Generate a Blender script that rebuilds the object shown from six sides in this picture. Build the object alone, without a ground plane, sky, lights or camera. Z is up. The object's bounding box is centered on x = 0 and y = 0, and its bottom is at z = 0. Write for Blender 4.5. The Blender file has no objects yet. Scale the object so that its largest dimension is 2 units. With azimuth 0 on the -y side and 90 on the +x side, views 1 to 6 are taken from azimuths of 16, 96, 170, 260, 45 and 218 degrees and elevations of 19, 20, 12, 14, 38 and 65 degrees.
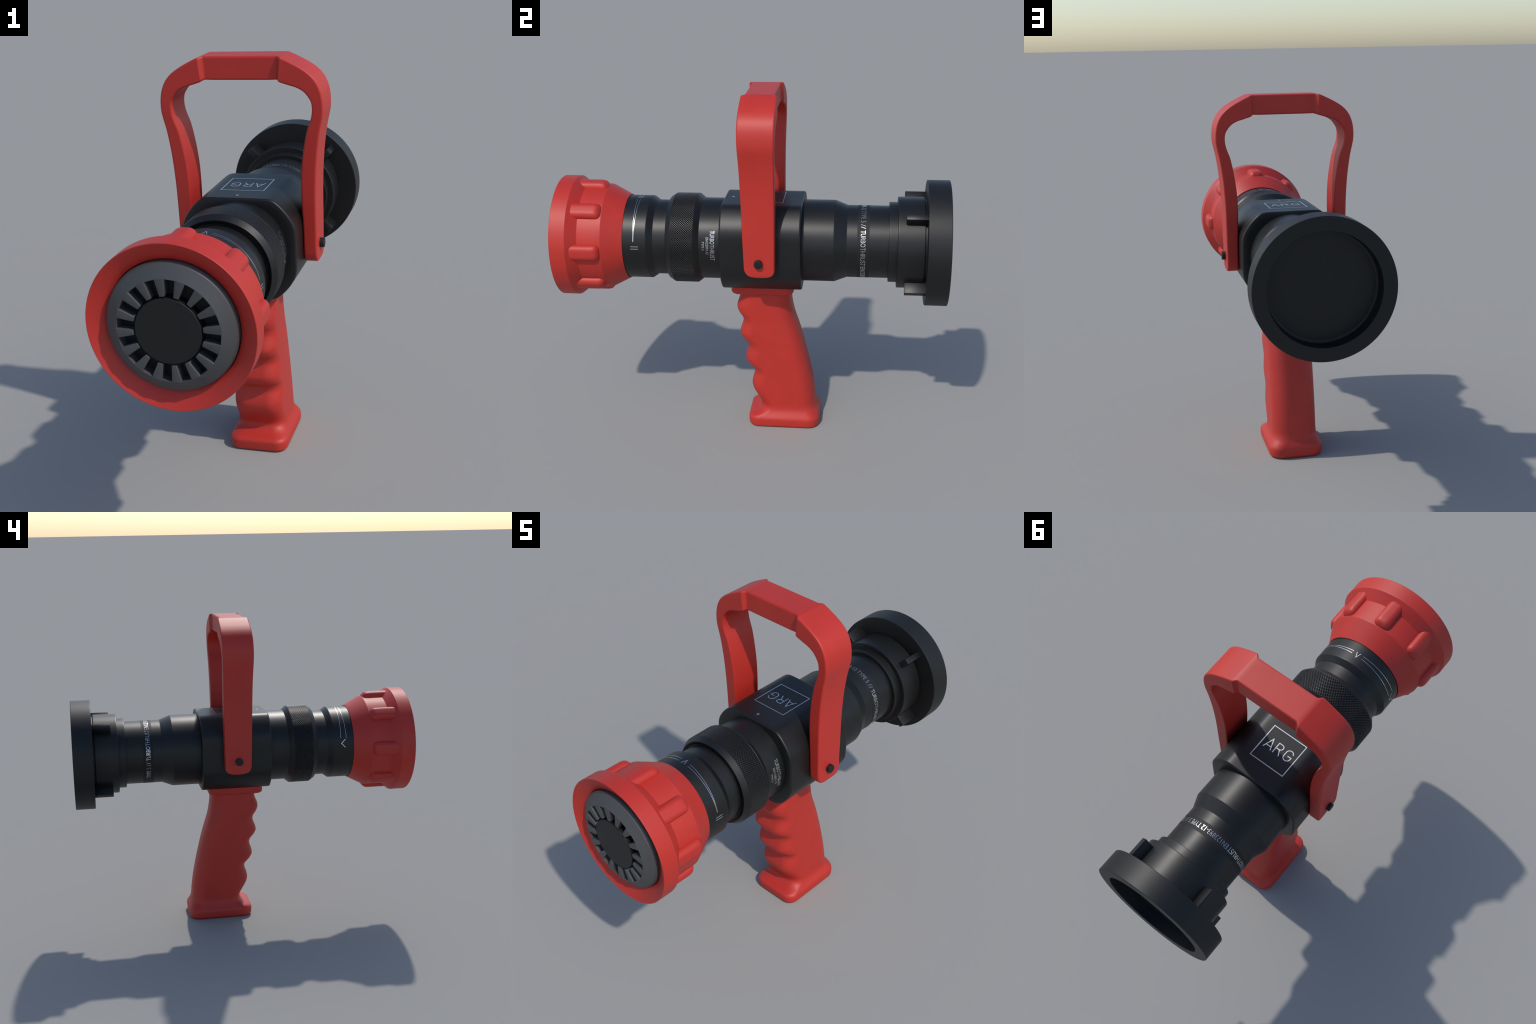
# A hand-held fire hose nozzle standing on its pistol grip.
# Frame: barrel axis along y at height AXIS, spray end at y = -1, hose coupling at y = +1.
import bpy, bmesh, math
from mathutils import Vector, Matrix

AXIS = 1.0304
TAU = 2 * math.pi

# ---------------------------------------------------------------- materials
def principled(name, color, rough, metallic=0.0, spec=0.5, grain=0.0, grain_scale=220.0,
               mottling=0.04):
    m = bpy.data.materials.new(name)
    m.use_nodes = True
    nt = m.node_tree
    b = nt.nodes["Principled BSDF"]
    b.inputs["Metallic"].default_value = metallic
    b.inputs["Specular IOR Level"].default_value = spec
    tc = nt.nodes.new("ShaderNodeTexCoord")
    n = nt.nodes.new("ShaderNodeTexNoise")
    n.inputs["Scale"].default_value = 9.0
    n.inputs["Detail"].default_value = 5.0
    nt.links.new(tc.outputs["Object"], n.inputs["Vector"])
    # faint mottling of colour and gloss
    cr = nt.nodes.new("ShaderNodeValToRGB")
    lo = [c * (1 - mottling) for c in color]
    hi = [c * (1 + mottling) for c in color]
    cr.color_ramp.elements[0].color = (*lo, 1)
    cr.color_ramp.elements[1].color = (*hi, 1)
    cr.color_ramp.elements[0].position = 0.3
    cr.color_ramp.elements[1].position = 0.7
    nt.links.new(n.outputs["Fac"], cr.inputs["Fac"])
    nt.links.new(cr.outputs["Color"], b.inputs["Base Color"])
    mr = nt.nodes.new("ShaderNodeMapRange")
    mr.inputs["To Min"].default_value = rough - 0.02
    mr.inputs["To Max"].default_value = rough + 0.02
    nt.links.new(n.outputs["Fac"], mr.inputs["Value"])
    nt.links.new(mr.outputs["Result"], b.inputs["Roughness"])
    if grain > 0:
        g = nt.nodes.new("ShaderNodeTexNoise")
        g.inputs["Scale"].default_value = grain_scale
        g.inputs["Detail"].default_value = 2.0
        nt.links.new(tc.outputs["Object"], g.inputs["Vector"])
        bp = nt.nodes.new("ShaderNodeBump")
        bp.inputs["Strength"].default_value = grain
        bp.inputs["Distance"].default_value = 0.001
        nt.links.new(g.outputs["Fac"], bp.inputs["Height"])
        nt.links.new(bp.outputs["Normal"], b.inputs["Normal"])
    return m

RED = principled("red_plastic", (0.476, 0.0244, 0.0148), 0.51, grain=0.05)
BLACK = principled("black_anodised", (0.0068, 0.0069, 0.0071), 0.43, spec=0.42, grain=0.05)
BLACK_FLAT = principled("black_rubber", (0.0068, 0.0070, 0.0072), 0.50, spec=0.40, grain=0.05)
BAND = principled("label_band_black", (0.0060, 0.0060, 0.0062), 0.62, spec=0.42)
GREY = principled("grey_plastic", (0.0625, 0.0630, 0.0645), 0.52, grain=0.06)
DARK = principled("cavity_black", (0.008, 0.008, 0.009), 0.6)
MARK = principled("silver_print", (0.70, 0.70, 0.70), 0.28, metallic=1.0, mottling=0.01)

# ---------------------------------------------------------------- scene tree
root = bpy.data.objects.new("fire_hose_nozzle", None)
bpy.context.collection.objects.link(root)
root["label"] = "black fire hose nozzle with red bumper, bail handle and grip"
root["category"] = "fire nozzle"

def add(name, bm, mat, parent=None, sharp=32.0, smooth=True):
    me = bpy.data.meshes.new(name)
    bmesh.ops.recalc_face_normals(bm, faces=bm.faces)
    lim = math.radians(sharp)
    for f in bm.faces:
        f.smooth = smooth
    for e in bm.edges:
        if len(e.link_faces) == 2 and e.calc_face_angle(0.0) > lim:
            e.smooth = False
    bm.to_mesh(me)
    bm.free()
    me.materials.append(mat)
    return place(name, me, parent)

def place(name, me, parent=None, matrix=None):
    ob = bpy.data.objects.new(name, me)
    bpy.context.collection.objects.link(ob)
    ob.parent = parent or root
    if matrix is not None:
        ob.matrix_local = matrix
    return ob

# ---------------------------------------------------------------- profile tools
def fillet(points, radius=0.004, seg=3, closed=False):
    """Round the corners of a 2D polyline; a point may carry its own radius as third value."""
    out = []
    n = len(points)
    for i, p in enumerate(points):
        r = p[2] if len(p) > 2 else radius
        if (not closed and i in (0, n - 1)) or r <= 0:
            out.append((p[0], p[1]))
            continue
        a, b, c = (Vector(points[(i - 1) % n][:2]), Vector(p[:2]), Vector(points[(i + 1) % n][:2]))
        u, v = (a - b), (c - b)
        lu, lv = u.length, v.length
        if lu < 1e-9 or lv < 1e-9:
            out.append((p[0], p[1]))
            continue
        u, v = u / lu, v / lv
        ang = math.acos(max(-1, min(1, u.dot(v))))
        if ang > math.radians(178):
            out.append((p[0], p[1]))
            continue
        d = min(r / math.tan(ang / 2), 0.45 * lu, 0.45 * lv)
        p0, p1 = b + u * d, b + v * d
        for k in range(seg + 1):
            t = k / seg
            q = p0 * (1 - t) ** 2 + b * 2 * t * (1 - t) + p1 * t ** 2
            out.append((q.x, q.y))
    return out

def supported(points, inset=0.0012, longer=0.009):
    """Holding points just inside the ends of every long run, so that flats shade flat."""
    out = [points[0]]
    for p, q in zip(points, points[1:]):
        l = math.dist(p, q)
        if l > longer:
            t = inset / l
            out.append(tuple(a + (b - a) * t for a, b in zip(p, q)))
            out.append(tuple(b + (a - b) * t for a, b in zip(p, q)))
        out.append(q)
    return out

def lathe(profile, seg=192, closed=False):
    """Revolve (y, r) pairs about the barrel axis."""
    bm = bmesh.new()
    profile = supported(profile)
    rings = []
    for y, r in profile:
        if r < 1e-6:
            rings.append([bm.verts.new((0, y, AXIS))])
        else:
            rings.append([bm.verts.new((r * math.sin(TAU * k / seg), y, AXIS + r * math.cos(TAU * k / seg)))
                          for k in range(seg)])
    pairs = list(zip(rings, rings[1:])) + ([(rings[-1], rings[0])] if closed else [])
    for a, b in pairs:
        for k in range(seg):
            j = (k + 1) % seg
            if len(a) == 1 and len(b) == 1:
                continue
            if len(a) == 1:
                bm.faces.new((a[0], b[j], b[k]))
            elif len(b) == 1:
                bm.faces.new((a[k], a[j], b[0]))
            else:
                bm.faces.new((a[k], a[j], b[j], b[k]))
    return bm

def loft(sections, cap=True):
    bm = bmesh.new()
    rows = [[bm.verts.new(p) for p in s] for s in sections]
    n = len(rows[0])
    for a, b in zip(rows, rows[1:]):
        for k in range(n):
            j = (k + 1) % n
            bm.faces.new((a[k], a[j], b[j], b[k]))
    if cap:
        bm.faces.new(rows[0])
        bm.faces.new(list(reversed(rows[-1])))
    return bm

def spline(keys, t):
    """Catmull-Rom (monotone-ish) through sorted (t, value) keys."""
    if t <= keys[0][0]:
        return keys[0][1]
    if t >= keys[-1][0]:
        return keys[-1][1]
    for i in range(len(keys) - 1):
        if keys[i][0] <= t <= keys[i + 1][0]:
            break
    t0, v0 = keys[i]
    t1, v1 = keys[i + 1]
    def slope(j):
        a, b = max(j - 1, 0), min(j + 1, len(keys) - 1)
        return (keys[b][1] - keys[a][1]) / (keys[b][0] - keys[a][0])
    h = t1 - t0
    s = (t - t0) / h
    m0, m1 = slope(i) * h, slope(i + 1) * h
    return ((2 * s ** 3 - 3 * s ** 2 + 1) * v0 + (s ** 3 - 2 * s ** 2 + s) * m0
            + (-2 * s ** 3 + 3 * s ** 2) * v1 + (s ** 3 - s ** 2) * m1)

# ---------------------------------------------------------------- valve body
def body_section(off, n=160, squash=46.0):
    hw, hh, rad = 0.2465 - off, 0.2222 - off, 0.2652 - off
    pts = []
    for k in range(n):
        a = TAU * k / n
        s, c = abs(math.sin(a)), abs(math.cos(a))
        p = (rad ** -squash + (s / hw) ** squash + (c / hh) ** squash) ** (-1 / squash)
        pts.append((p * math.sin(a), p * math.cos(a)))
    return pts

Y0, Y1, B = -0.1365, 0.2705, 0.0080
stations = [(Y0, 0.03), (Y0, B), (Y0 + 0.0012, B * 0.55), (Y0 + 0.0035, B * 0.22), (Y0 + B, 0.0)]
stations += [(Y0 + B + 0.0015, 0.0)]
stations += [(Y0 + B + (Y1 - Y0 - 2 * B) * k / 6, 0.0) for k in range(1, 6)]
stations += [(Y1 - B - 0.0015, 0.0), (Y1 - B, 0.0), (Y1 - 0.0035, B * 0.22), (Y1 - 0.0012, B * 0.55), (Y1, B), (Y1, 0.03)]
valve_body = add("valve_body", loft([[(x, y, AXIS + z) for x, z in body_section(o)] for y, o in stations]),
                 BLACK, sharp=40)
TOP = AXIS + 0.2222

# ---------------------------------------------------------------- front: pattern sleeve, knurled ring
pattern_sleeve = add("pattern_sleeve", lathe(fillet([
    (-0.66, 0.19), (-0.66, 0.2145), (-0.5150, 0.2145, 0.008), (-0.4840, 0.1932, 0.006),
    (-0.4165, 0.1932, 0.002), (-0.4165, 0.1860, 0.001), (-0.3600, 0.1860)])), BLACK)

knurled_ring = add("knurled_ring", lathe(fillet([
    (-0.4080, 0.170), (-0.4080, 0.1985, 0.003), (-0.4135, 0.2090, 0.003), (-0.4155, 0.2142, 0.002), (-0.3890, 0.2312, 0.001),
    (-0.3865, 0.2300, 0), (-0.3865, 0.2240, 0), (-0.2745, 0.2240, 0), (-0.2745, 0.2300, 0),
    (-0.2725, 0.2312, 0.001), (-0.2455, 0.2092, 0.004), (-0.2400, 0.2060)])), BLACK)

def knurl_band(y0, y1, radius, depth, around=124, res=12):
    """Diamond knurling: chequered bumps and pits cut into a cylinder."""
    bm = bmesh.new()
    pitch = TAU * radius / around
    ny = int(round((y1 - y0) / pitch * res))
    na = around * res
    rows = []
    for i in range(ny + 1):
        y = y0 + (y1 - y0) * i / ny
        row = []
        for k in range(na):
            a = TAU * k / na
            w = math.cos(TAU * (y - y0) / pitch) * math.cos(a * around)
            h = min(1.0, 2.0 * w + 0.85)
            r = radius - depth * 0.5 * (1 - h)
            row.append(bm.verts.new((r * math.sin(a), y, AXIS + r * math.cos(a))))
        rows.append(row)
    for a, b in zip(rows, rows[1:]):
        for k in range(na):
            j = (k + 1) % na
            bm.faces.new((a[k], a[j], b[j], b[k]))
    return bm

knurling = add("knurling", knurl_band(-0.3868, -0.2742, 0.2313, 0.0052), BLACK, knurled_ring, smooth=False)
knurling["kind"] = "stuff"

front_sleeve = add("front_sleeve", lathe([(-0.2480, 0.205), (-0.2480, 0.2088), (-0.1300, 0.2088)]), BLACK)

# ---------------------------------------------------------------- red bumper
bumper = add("bumper", lathe(fillet([
    (-0.660, 0.2120), (-0.6335, 0.2160, 0.001), (-0.6330, 0.2178, 0.001), (-0.7330, 0.2700, 0.007),
    (-0.8520, 0.2710, 0.005), (-0.9020, 0.3118, 0.006), (-0.9810, 0.3118, 0.002),
    (-0.9830, 0.3096, 0.001), (-0.9470, 0.2445, 0.004), (-0.9250, 0.2425, 0), (-0.9250, 0.2000)], seg=5), seg=288), RED, sharp=50)

def rounded_box(w, d, h, bevel, seg=5):
    bm = bmesh.new()
    bmesh.ops.create_cube(bm, size=1.0)
    bmesh.ops.scale(bm, vec=(w, d, h), verts=bm.verts)
    bmesh.ops.bevel(bm, geom=list(bm.edges), offset=bevel, segments=seg, profile=0.5, affect='EDGES')
    return bm

def around_axis(angle_deg, radius, y):
    a = math.radians(angle_deg)
    return Matrix.Translation((radius * math.sin(a), y, AXIS + radius * math.cos(a))) @ Matrix.Rotation(a, 4, 'Y')

def lug_shape():
    """Rounded grip lug, its rear end drooping towards the cone."""
    bm = rounded_box(0.084, 0.190, 0.080, 0.0290, 7)
    bmesh.ops.subdivide_edges(bm, edges=[e for e in bm.edges if e.calc_length() > 0.1], cuts=12, use_grid_fill=True)
    for v in bm.verts:
        if v.co.z > 0:
            d = max(0.0, (v.co.y - 0.045) / 0.050)
            v.co.z -= 0.010 * d * d
    return bm
lug0 = add("bumper_lug", lug_shape(), RED, bumper, sharp=180)
lug0.matrix_local = around_axis(0, 0.2580, -0.8285)
for k in range(1, 8):
    place("bumper_lug", lug0.data, bumper, around_axis(45 * k, 0.2580, -0.8285))

# ---------------------------------------------------------------- spray head: tooth ring and plug
spray_ring = add("spray_ring", lathe(fillet([
    (-0.9300, 0.1880, 0), (-0.9992, 0.1880, 0.002), (-0.9715, 0.2360, 0.008), (-0.9600, 0.2418, 0.004),
    (-0.9120, 0.2418)]), seg=160), GREY, sharp=50)

def tooth():
    bm = bmesh.new()
    ro, ri, wo, wi = 0.1905, 0.1265, 0.0190, 0.0098
    f, bk = -1.0, -0.951
    pts = [(-wo, ro), (wo, ro), (wi, ri), (-wi, ri)]
    front = [bm.verts.new((x, f, z)) for x, z in pts]
    back = [bm.verts.new((x * 0.72, bk, z)) for x, z in pts]
    bm.faces.new(front)
    bm.faces.new(list(reversed(back)))
    for k in range(4):
        j = (k + 1) % 4
        bm.faces.new((front[k], back[k], back[j], front[j]))
    bm.edges.ensure_lookup_table()
    sel = [e for e in bm.edges if all(v.co.y < f + 1e-4 for v in e.verts)
           and not all(abs(v.co.z - ro) < 1e-5 for v in e.verts)]
    sel += [e for e in bm.edges if abs(e.verts[0].co.y - e.verts[1].co.y) > 0.01
            and all(abs(v.co.z - ri) < 1e-5 for v in e.verts)]
    bmesh.ops.bevel(bm, geom=sel, offset=0.0032, segments=3, profile=0.5, affect='EDGES')
    return bm

def spin(angle_deg):
    return Matrix.Translation((0, 0, AXIS)) @ Matrix.Rotation(math.radians(angle_deg), 4, 'Y')

tooth0 = add("spray_tooth", tooth(), GREY, spray_ring, sharp=40)
for k in range(16):
    m = spin(22.5 * k - 5.6)
    if k == 0:
        tooth0.matrix_local = m
    else:
        place("spray_tooth", tooth0.data, spray_ring, m)

add("spray_plug", lathe(fillet([(-0.92, 0.1215), (-1.0, 0.1215, 0.004), (-1.0, 0.0)])), BLACK_FLAT, spray_ring)
add("spray_cavity", lathe([(-0.9300, 0.2380), (-0.9520, 0.1900), (-0.9520, 0.1100), (-0.9520, 0.0)]),
    DARK, spray_ring)

# ---------------------------------------------------------------- rear tube, collar and coupling
rear_tube = add("rear_tube", lathe(fillet([
    (0.2600, 0.2086), (0.4294, 0.2086, 0.006), (0.4930, 0.1841, 0.006), (0.7100, 0.1841)])), BLACK)

def short_band(y0, y1, r):
    return lathe([(y0, r - 0.003), (y0, r), (y1, r), (y1, r - 0.003)])
label_band = add("label_band", short_band(0.5450, 0.6048, 0.1845), BAND, rear_tube)

collar = add("coupling_collar", lathe(fillet([
    (0.7012, 0.178), (0.7012, 0.2038, 0.003), (0.7435, 0.2038, 0.001), (0.7442, 0.2314, 0.004),
    (0.8770, 0.2314, 0.003), (0.8775, 0.2200, 0.001), (0.8950, 0.2200)])), BLACK)

flange = add("coupling_flange", lathe(fillet([
    (0.8870, 0.150), (0.8870, 0.3183, 0.004), (1.0000, 0.3183, 0.003), (1.0000, 0.2545, 0.002),
    (0.9330, 0.2545, 0.002), (0.9330, 0.0)]), seg=160), BLACK_FLAT)
add("gasket", lathe(fillet([(0.9320, 0.2525), (0.9370, 0.2500, 0.002), (0.9345, 0.2380, 0.002), (0.9345, 0.0)])),
    BLACK_FLAT, flange)

clug = add("coupling_lug", rounded_box(0.031, 0.108, 0.080, 0.0028, 2), BLACK, collar, sharp=40)
clug.matrix_local = around_axis(45, 0.2470, 0.8360)
for a in (135, 225, 315):
    place("coupling_lug", clug.data, collar, around_axis(a, 0.2470, 0.8360))

# ---------------------------------------------------------------- bail handle
def rrect(u0, u1, v0, v1, r, seg=4, hold=True):
    r = min(r, 0.48 * (u1 - u0), 0.48 * (v1 - v0))
    pts = []
    for cu, cv, a0 in ((u1 - r, v1 - r, 0), (u0 + r, v1 - r, 90), (u0 + r, v0 + r, 180), (u1 - r, v0 + r, 270)):
        for k in range(seg + 1):
            a = math.radians(a0 + 90 * k / seg)
            pts.append((cu + r * math.cos(a), cv + r * math.sin(a)))
    return supported(pts + pts[:1])[:-1] if hold else pts

# outer point (x, z), inner point (x, z) down one side of the arch
ARCH = [
    (0.0000, 1.8130, 0.0000, 1.7155),
    (0.0600, 1.8130, 0.0600, 1.7155),
    (0.1200, 1.8130, 0.1180, 1.7155),
    (0.1640, 1.8120, 0.1580, 1.7160),
    (0.1860, 1.8050, 0.1700, 1.7085),
    (0.2260, 1.7860, 0.2065, 1.6970),
    (0.2610, 1.7670, 0.2360, 1.6885),
    (0.2910, 1.7465, 0.2580, 1.6775),
    (0.3140, 1.7235, 0.2735, 1.6655),
    (0.3300, 1.6980, 0.2865, 1.6490),
    (0.3420, 1.6645, 0.2970, 1.6300),
    (0.3475, 1.6245, 0.3005, 1.6050),
    (0.3470, 1.5845, 0.2980, 1.5750),
    (0.3400, 1.5475, 0.2890, 1.5440),
    (0.3320, 1.5115, 0.2760, 1.5090),
    (0.3245, 1.4645, 0.2645, 1.4580),
    (0.3170, 1.4045, 0.2545, 1.3980),
    (0.3115, 1.3345, 0.2470, 1.3300),
    (0.3080, 1.2595, 0.2442, 1.2570),
    (0.3065, 1.1795, 0.2445, 1.1800),
    (0.3060, 1.0995, 0.2470, 1.1000),
    (0.3050, 1.0295, 0.2475, 1.0300),
    (0.3048, 0.9695, 0.2475, 0.9700),
]
# depth of the arch (front y, back y) against path index
FRONT = [(4, -0.0200), (6, -0.0210), (9, -0.0220), (11, -0.0215), (13, -0.0190), (16, -0.0150), (19, -0.0105), (22, -0.0045)]
BACK = [(4, 0.1560), (6, 0.1570), (9, 0.1565), (11, 0.1545), (13, 0.1525), (16, 0.1500), (19, 0.1490), (22, 0.1465)]

def arch_station(t):
    v = [spline([(i, a[c]) for i, a in enumerate(ARCH)], t) for c in range(4)]
    x = v[0]
    s = max(0.0, min(1.0, (x - 0.152) / 0.025))
    s = s * s * (3 - 2 * s)
    f = -0.0025 + s * (spline(FRONT, t) + 0.0025)
    b = 0.1415 + s * (spline(BACK, t) - 0.1415)
    return v, f, b

def arch_section(v, f, b, r, side):
    o, i = Vector((v[0], v[1])), Vector((v[2], v[3]))
    d = (o - i)
    w = d.length
    d.normalize()
    out = []
    for u, y in rrect(0, w, f, b, r):
        p = i + d * u
        out.append((side * p.x, y, p.y))
    return out

half = []
t = 0.0
while t < 22.0001:
    half.append(arch_station(t))
    t += 0.0625 if 2.4 < t < 5.0 else 0.25
# rounded foot of the leg
foot = []
for z, f, b, shr in ((0.9600, 0.0000, 0.1450, 0.0), (0.9520, 0.0035, 0.1420, 0.0), (0.9450, 0.0090, 0.1370, 0.0005),
                     (0.9395, 0.0165, 0.1295, 0.001), (0.9355, 0.0280, 0.1180, 0.002), (0.9325, 0.0430, 0.1035, 0.0035),
                     (0.9305, 0.0580, 0.0890, 0.0065)):
    foot.append(((0.3045 - shr, z, 0.2478 + shr, z), f, b))
sections = [arch_section(v, f, b, 0.0078, 1) for v, f, b in reversed(half + foot)]
left = [arch_section(v, f, b, 0.0078, -1) for v, f, b in (half + foot)[1:]]
handle = add("bail_handle", loft(sections + left), RED, sharp=60)

def disc_bolt(side):
    bm = bmesh.new()
    prof = fillet([(0.300, 0.0212), (0.3235, 0.0212, 0.003), (0.3235, 0.0)], seg=3)
    seg = 40
    rows = []
    for x, r in prof:
        if r < 1e-6:
            rows.append([bm.verts.new((side * x, 0, 0))])
        else:
            rows.append([bm.verts.new((side * x, r * math.cos(TAU * k / seg), r * math.sin(TAU * k / seg)))
                         for k in range(seg)])
    for a, b in zip(rows, rows[1:]):
        for k in range(seg):
            j = (k + 1) % seg
            bm.faces.new((a[k], a[j], b[0]) if len(b) == 1 else (a[k], a[j], b[j], b[k]))
    return bm
for side in (1, -1):
    ob = add("pivot_bolt", disc_bolt(side), BLACK_FLAT, handle)
    ob.matrix_local = Matrix.Translation((0, 0.0682, 1.0072))

# ---------------------------------------------------------------- pistol grip
GRIP_FRONT = [(0.000, -0.012), (0.006, -0.0185), (0.015, -0.0205), (0.050, -0.0215), (0.060, -0.012), (0.072, 0.016),
              (0.086, 0.036), (0.106, 0.0460), (0.130, 0.0400), (0.165, 0.0190), (0.200, 0.0000), (0.230, -0.0060),
              (0.262, 0.0000), (0.285, 0.0080), (0.302, 0.0105), (0.322, 0.0030), (0.350, -0.0240),
              (0.378, -0.0380), (0.405, -0.0345), (0.432, -0.0260), (0.452, -0.0225), (0.474, -0.0310),
              (0.500, -0.0530), (0.526, -0.0650), (0.552, -0.0600), (0.578, -0.0500), (0.598, -0.0460),
              (0.618, -0.0510), (0.645, -0.0690), (0.672, -0.0780), (0.700, -0.0740), (0.722, -0.0650),
              (0.745, -0.0590), (0.775, -0.0580)]
GRIP_BACK = [(0.000, 0.350), (0.006, 0.3550), (0.015, 0.3560), (0.048, 0.3572), (0.066, 0.3520), (0.086, 0.3420),
             (0.115, 0.3350), (0.155, 0.3312), (0.236, 0.3198), (0.300, 0.3073), (0.370, 0.2918), (0.478, 0.2645),
             (0.550, 0.2432), (0.614, 0.2220), (0.665, 0.2100), (0.720, 0.2030), (0.775, 0.2020)]
GRIP_HALF = [(0.000, 0.1285), (0.006, 0.1345), (0.015, 0.1365), (0.046, 0.1365), (0.056, 0.1330), (0.074, 0.1240),
             (0.092, 0.1165), (0.115, 0.1135), (0.200, 0.1130), (0.400, 0.1130), (0.600, 0.1130), (0.775, 0.1130)]

def grip_section(z):
    f, b, w = spline(GRIP_FRONT, z), spline(GRIP_BACK, z), spline(GRIP_HALF, z)
    rf = spline([(0, 0.052), (0.05, 0.056), (0.12, 0.068), (0.775, 0.068)], z)
    rb = spline([(0, 0.062), (0.05, 0.066), (0.12, 0.084), (0.775, 0.078)], z)
    pts = []
    seg = 10
    def corner(cx, cy, r, a0):
        for k in range(seg + 1):
            a = math.radians(a0 + 90 * k / seg)
            pts.append((cx + r * math.cos(a), cy + r * math.sin(a), z))
    corner(w - rb, b - rb, rb, 0)
    corner(-w + rb, b - rb, rb, 90)
    # front corners: shallow rounding that lets the finger ridges run over to the flanks
    corner(-w + rf, f + rf, rf, 180)
    corner(w - rf, f + rf, rf, 270)
    return pts

zs = [0, 0.002, 0.004, 0.007, 0.010, 0.015] + [0.015 + (0.775 - 0.015) * k / 150 for k in range(1, 151)]
grip = add("pistol_grip", loft([grip_section(z) for z in zs]), RED, sharp=70)

def plate():
    secs = []
    for z, o in ((0.7650, 0.034), (0.7655, 0.022), (0.7680, 0.010), (0.7725, 0.003), (0.7790, 0.0), (0.8150, 0.0)):
        secs.append([(x, y, z) for x, y in rrect(-0.136 + o, 0.136 - o, -0.1000 + o, 0.2230 - o, 0.045 - o, 6, False)])
    return loft(secs)
add("grip_mount", plate(), RED, grip, sharp=60)

# ---------------------------------------------------------------- printed marks
def on_cylinder(bm, radius, angle0, y0):
    """Wrap flat (u, v, w) geometry onto the barrel: u runs round, v runs along y, w outward."""
    for vtx in bm.verts:
        u, v, w = vtx.co
        a = math.radians(angle0) + u / radius
        r = radius + w
        vtx.co = Vector((r * math.sin(a), y0 + v, AXIS + r * math.cos(a)))

PROUD, SUNK = 0.0011, -0.0008

def slab(bm, quad):
    """Thin raised slab over a flat quad of (u, v) corners, cut into short lengths."""
    (a, b, c, d) = [Vector(q) for q in quad]
    n = max(1, int(max((b - a).length, (c - d).length) / 0.012))
    rows = []
    for i in range(n + 1):
        t = i / n
        p, q = a.lerp(b, t), d.lerp(c, t)
        rows.append([bm.verts.new((s.x, s.y, w)) for s, w in ((p, SUNK), (p, PROUD), (q, PROUD), (q, SUNK))])
    for r0, r1 in zip(rows, rows[1:]):
        for k in range(4):
            j = (k + 1) % 4
            bm.faces.new((r0[k], r0[j], r1[j], r1[k]))
    bm.faces.new(rows[0])
    bm.faces.new(list(reversed(rows[-1])))

def stroke(bm, path, w, lift=0.0):
    """Flat raised line of width w along a polyline, mitred at its corners."""
    pts = [Vector(p) for p in path]
    if len(pts) == 2:
        n = max(1, int((pts[1] - pts[0]).length / 0.012))
        pts = [pts[0].lerp(pts[1], k / n) for k in range(n + 1)]
    rows = []
    for i, p in enumerate(pts):
        a = (p - pts[i - 1]).normalized() if i else None
        b = (pts[i + 1] - p).normalized() if i < len(pts) - 1 else None
        a, b = a or b, b or a
        t = (a + b).normalized()
        n = Vector((-t.y, t.x))
        m = n * (w / 2) / max(0.35, n.dot(Vector((-a.y, a.x))))
        rows.append([bm.verts.new((q.x, q.y, h)) for q, h in
                     ((p + m, SUNK), (p + m, PROUD + lift), (p - m, PROUD + lift), (p - m, SUNK))])
    for r0, r1 in zip(rows, rows[1:]):
        for k in range(4):
            j = (k + 1) % 4
            bm.faces.new((r0[k], r0[j], r1[j], r1[k]))
    bm.faces.new(rows[0])
    bm.faces.new(list(reversed(rows[-1])))

def ring_mark(name, lines, radius, parent, w):
    """lines: polylines of (degrees round, y)."""
    bm = bmesh.new()
    for k, line in enumerate(lines):
        stroke(bm, [(math.radians(a) * radius, y) for a, y in line], w, 0.0002 * k)
    on_cylinder(bm, radius, 0, 0)
    return add(name, bm, MARK, parent, sharp=30)

R = 0.2145
ring_mark("jet_mark", [[(85.5, -0.591), (85.5, -0.551)], [(88.8, -0.591), (88.8, -0.551)]], R, pattern_sleeve, 0.0036)
ring_mark("narrow_spray_mark", [[(4.8, -0.5850), (1.9, -0.5560), (-0.8, -0.5860)]], R, pattern_sleeve, 0.0032)
ring_mark("wide_spray_mark", [[(-75.2, -0.5825), (-78.5, -0.5700), (-81.7, -0.5585), (-85.0, -0.5700), (-88.3, -0.5825)]],
          R, pattern_sleeve, 0.0034)
ring_mark("scale_line", [[(9.8, -0.5816), (78.8, -0.5772)], [(9.8, -0.5668), (78.8, -0.5760)],
                         [(-5.5, -0.5812), (-73.0, -0.5885)], [(-5.5, -0.5647), (-73.0, -0.5556)]], R, pattern_sleeve, 0.0019)

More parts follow.
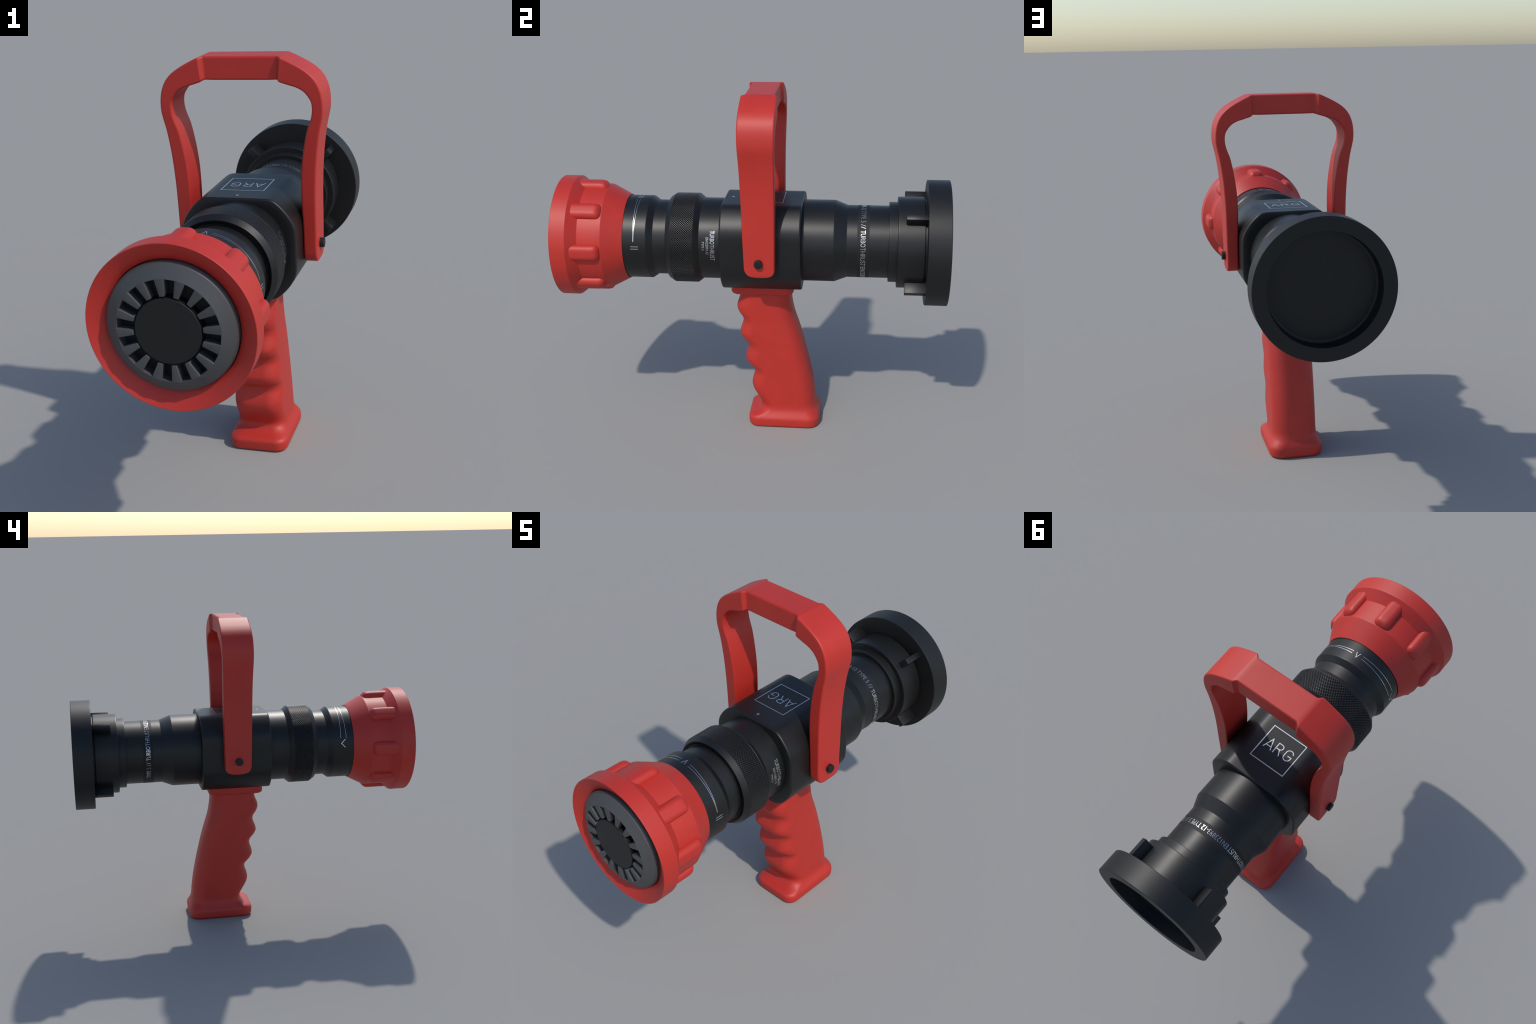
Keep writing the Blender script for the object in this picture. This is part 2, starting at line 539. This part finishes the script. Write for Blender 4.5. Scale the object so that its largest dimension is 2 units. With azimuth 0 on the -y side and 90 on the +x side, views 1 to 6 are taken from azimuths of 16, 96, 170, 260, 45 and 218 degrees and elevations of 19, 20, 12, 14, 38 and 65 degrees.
def text_mesh(body, height, weight, width=None):
    """Built-in font lettering as a bmesh in (u, v): cap height `height`, left edge at u = 0."""
    cu = bpy.data.curves.new("lettering", 'FONT')
    cu.body = body
    cu.size = 1.0
    cu.offset = weight
    cu.extrude = 0.01
    cu.resolution_u = 4
    ob = bpy.data.objects.new("lettering_source", cu)
    bpy.context.collection.objects.link(ob)
    dg = bpy.context.evaluated_depsgraph_get()
    dg.update()
    me = bpy.data.meshes.new_from_object(ob.evaluated_get(dg))
    bpy.data.objects.remove(ob)
    bpy.data.curves.remove(cu)
    bm = bmesh.new()
    bm.from_mesh(me)
    bpy.data.meshes.remove(me)
    bmesh.ops.triangulate(bm, faces=[f for f in bm.faces if len(f.verts) > 4])
    xs = [v.co.x for v in bm.verts]
    ys = [v.co.y for v in bm.verts]
    sy = height / (max(ys) - min(ys))
    sx = width / (max(xs) - min(xs)) if width else sy
    x0, y0 = min(xs), min(ys)
    for v in bm.verts:
        v.co = Vector(((v.co.x - x0) * sx, (v.co.y - y0) * sy, PROUD if v.co.z > 0 else SUNK))
    return bm

def ring_text(name, body, deg0, deg1, y0, height, radius, parent, weight=0.0):
    bm = text_mesh(body, height, weight, math.radians(deg1 - deg0) * radius)
    on_cylinder(bm, radius, deg0, y0)
    return add(name, bm, MARK, parent, sharp=30)

S = 0.2088
ring_text("maker_lettering", "TURBO", 61.3, 79.6, -0.1868, 0.0222, S, front_sleeve, -0.002)
ring_text("maker_lettering", "THRUST", 80.3, 103.5, -0.1868, 0.0222, S, front_sleeve, -0.004)
ring_text("standard_lettering", "EN123893-12", 70.6, 94.5, -0.2076, 0.0132, S, front_sleeve, -0.003)
ring_text("type_lettering", "TYPE 5", 76.6, 88.6, -0.2285, 0.0122, S, front_sleeve, -0.003)

P = 0.1845
period = 148.7
for base in (54.0 - 2 * period, 54.0 - period, 54.0):
    for word, a0, a1, wgt in (("TURBO", 0.0, 25.6, -0.003), ("THRUST", 26.6, 58.2, -0.012), ("EN123893-12", 60.3, 107.8, -0.011),
                              ("TYPE 5", 110.5, 135.1, -0.011), ("//", 138.4, 145.6, -0.010)):
        if -180.0 <= base + a0 and base + a1 <= 180.0:
            ring_text("band_lettering", word, base + a0, base + a1, 0.5618, 0.0245, P, label_band, wgt)

# emblem on the flat top: a square frame, three thin capitals and an index arrow
def flat_marks(name, paths, w):
    bm = bmesh.new()
    for k, path in enumerate(paths):
        stroke(bm, path, w, 0.0003 * k)
    for v in bm.verts:
        v.co.z += TOP
    return add(name, bm, MARK, valve_body, sharp=30)

def arc(cx, cy, rx, ry, a0, a1, n=14):
    return [(cx + rx * math.cos(math.radians(a0 + (a1 - a0) * k / n)),
             cy + ry * math.sin(math.radians(a0 + (a1 - a0) * k / n))) for k in range(n + 1)]

x0, x1, y0, y1 = -0.1055, 0.0865, -0.0190, 0.1715
frame = add("emblem_frame", (lambda bm: ([slab(bm, q) for q in (
    ((x0, y0), (x1, y0), (x1, y0 + 0.0042), (x0, y0 + 0.0042)),
    ((x0, y1 - 0.0042), (x1, y1 - 0.0042), (x1, y1), (x0, y1)),
    ((x0, y0 + 0.0042), (x0, y1 - 0.0042), (x0 + 0.0042, y1 - 0.0042), (x0 + 0.0042, y0 + 0.0042)),
    ((x1 - 0.0042, y0 + 0.0042), (x1 - 0.0042, y1 - 0.0042), (x1, y1 - 0.0042), (x1, y0 + 0.0042)))],
    [setattr(v.co, "z", v.co.z + TOP) for v in bm.verts], bm)[-1])(bmesh.new()), MARK, valve_body, sharp=30)

LW = 0.0044
flat_marks("emblem_letter", [[(0.0640, 0.1005), (0.0434, 0.0425), (0.0228, 0.1005)],
                             [(0.0570, 0.0838), (0.0298, 0.0838)]], LW)
flat_marks("emblem_letter", [[(0.0092, 0.1010), (0.0092, 0.0430), (-0.0075, 0.0430)]
                             + arc(-0.0085, 0.0570, 0.0140, 0.0140, -90, -270, 16)
                             + [(0.0092, 0.0710)], [(-0.0110, 0.0710), (-0.0255, 0.1010)]], LW)
flat_marks("emblem_letter", [arc(-0.0620, 0.0605, 0.0180, 0.0180, 190, 370, 16)
                             + arc(-0.0620, 0.0810, 0.0180, 0.0180, 0, 165, 14)
                             + [(-0.0805, 0.0735), (-0.0600, 0.0735)]], LW)
bm = bmesh.new()
tri = [(-0.0080, -0.1030), (-0.0155, -0.0865), (-0.0005, -0.0865)]
lo = [bm.verts.new((x, y, TOP + SUNK)) for x, y in tri]
hi = [bm.verts.new((x, y, TOP + PROUD)) for x, y in tri]
bm.faces.new(hi)
bm.faces.new(list(reversed(lo)))
for k in range(3):
    j = (k + 1) % 3
    bm.faces.new((lo[k], lo[j], hi[j], hi[k]))
add("index_arrow", bm, MARK, valve_body, sharp=30)
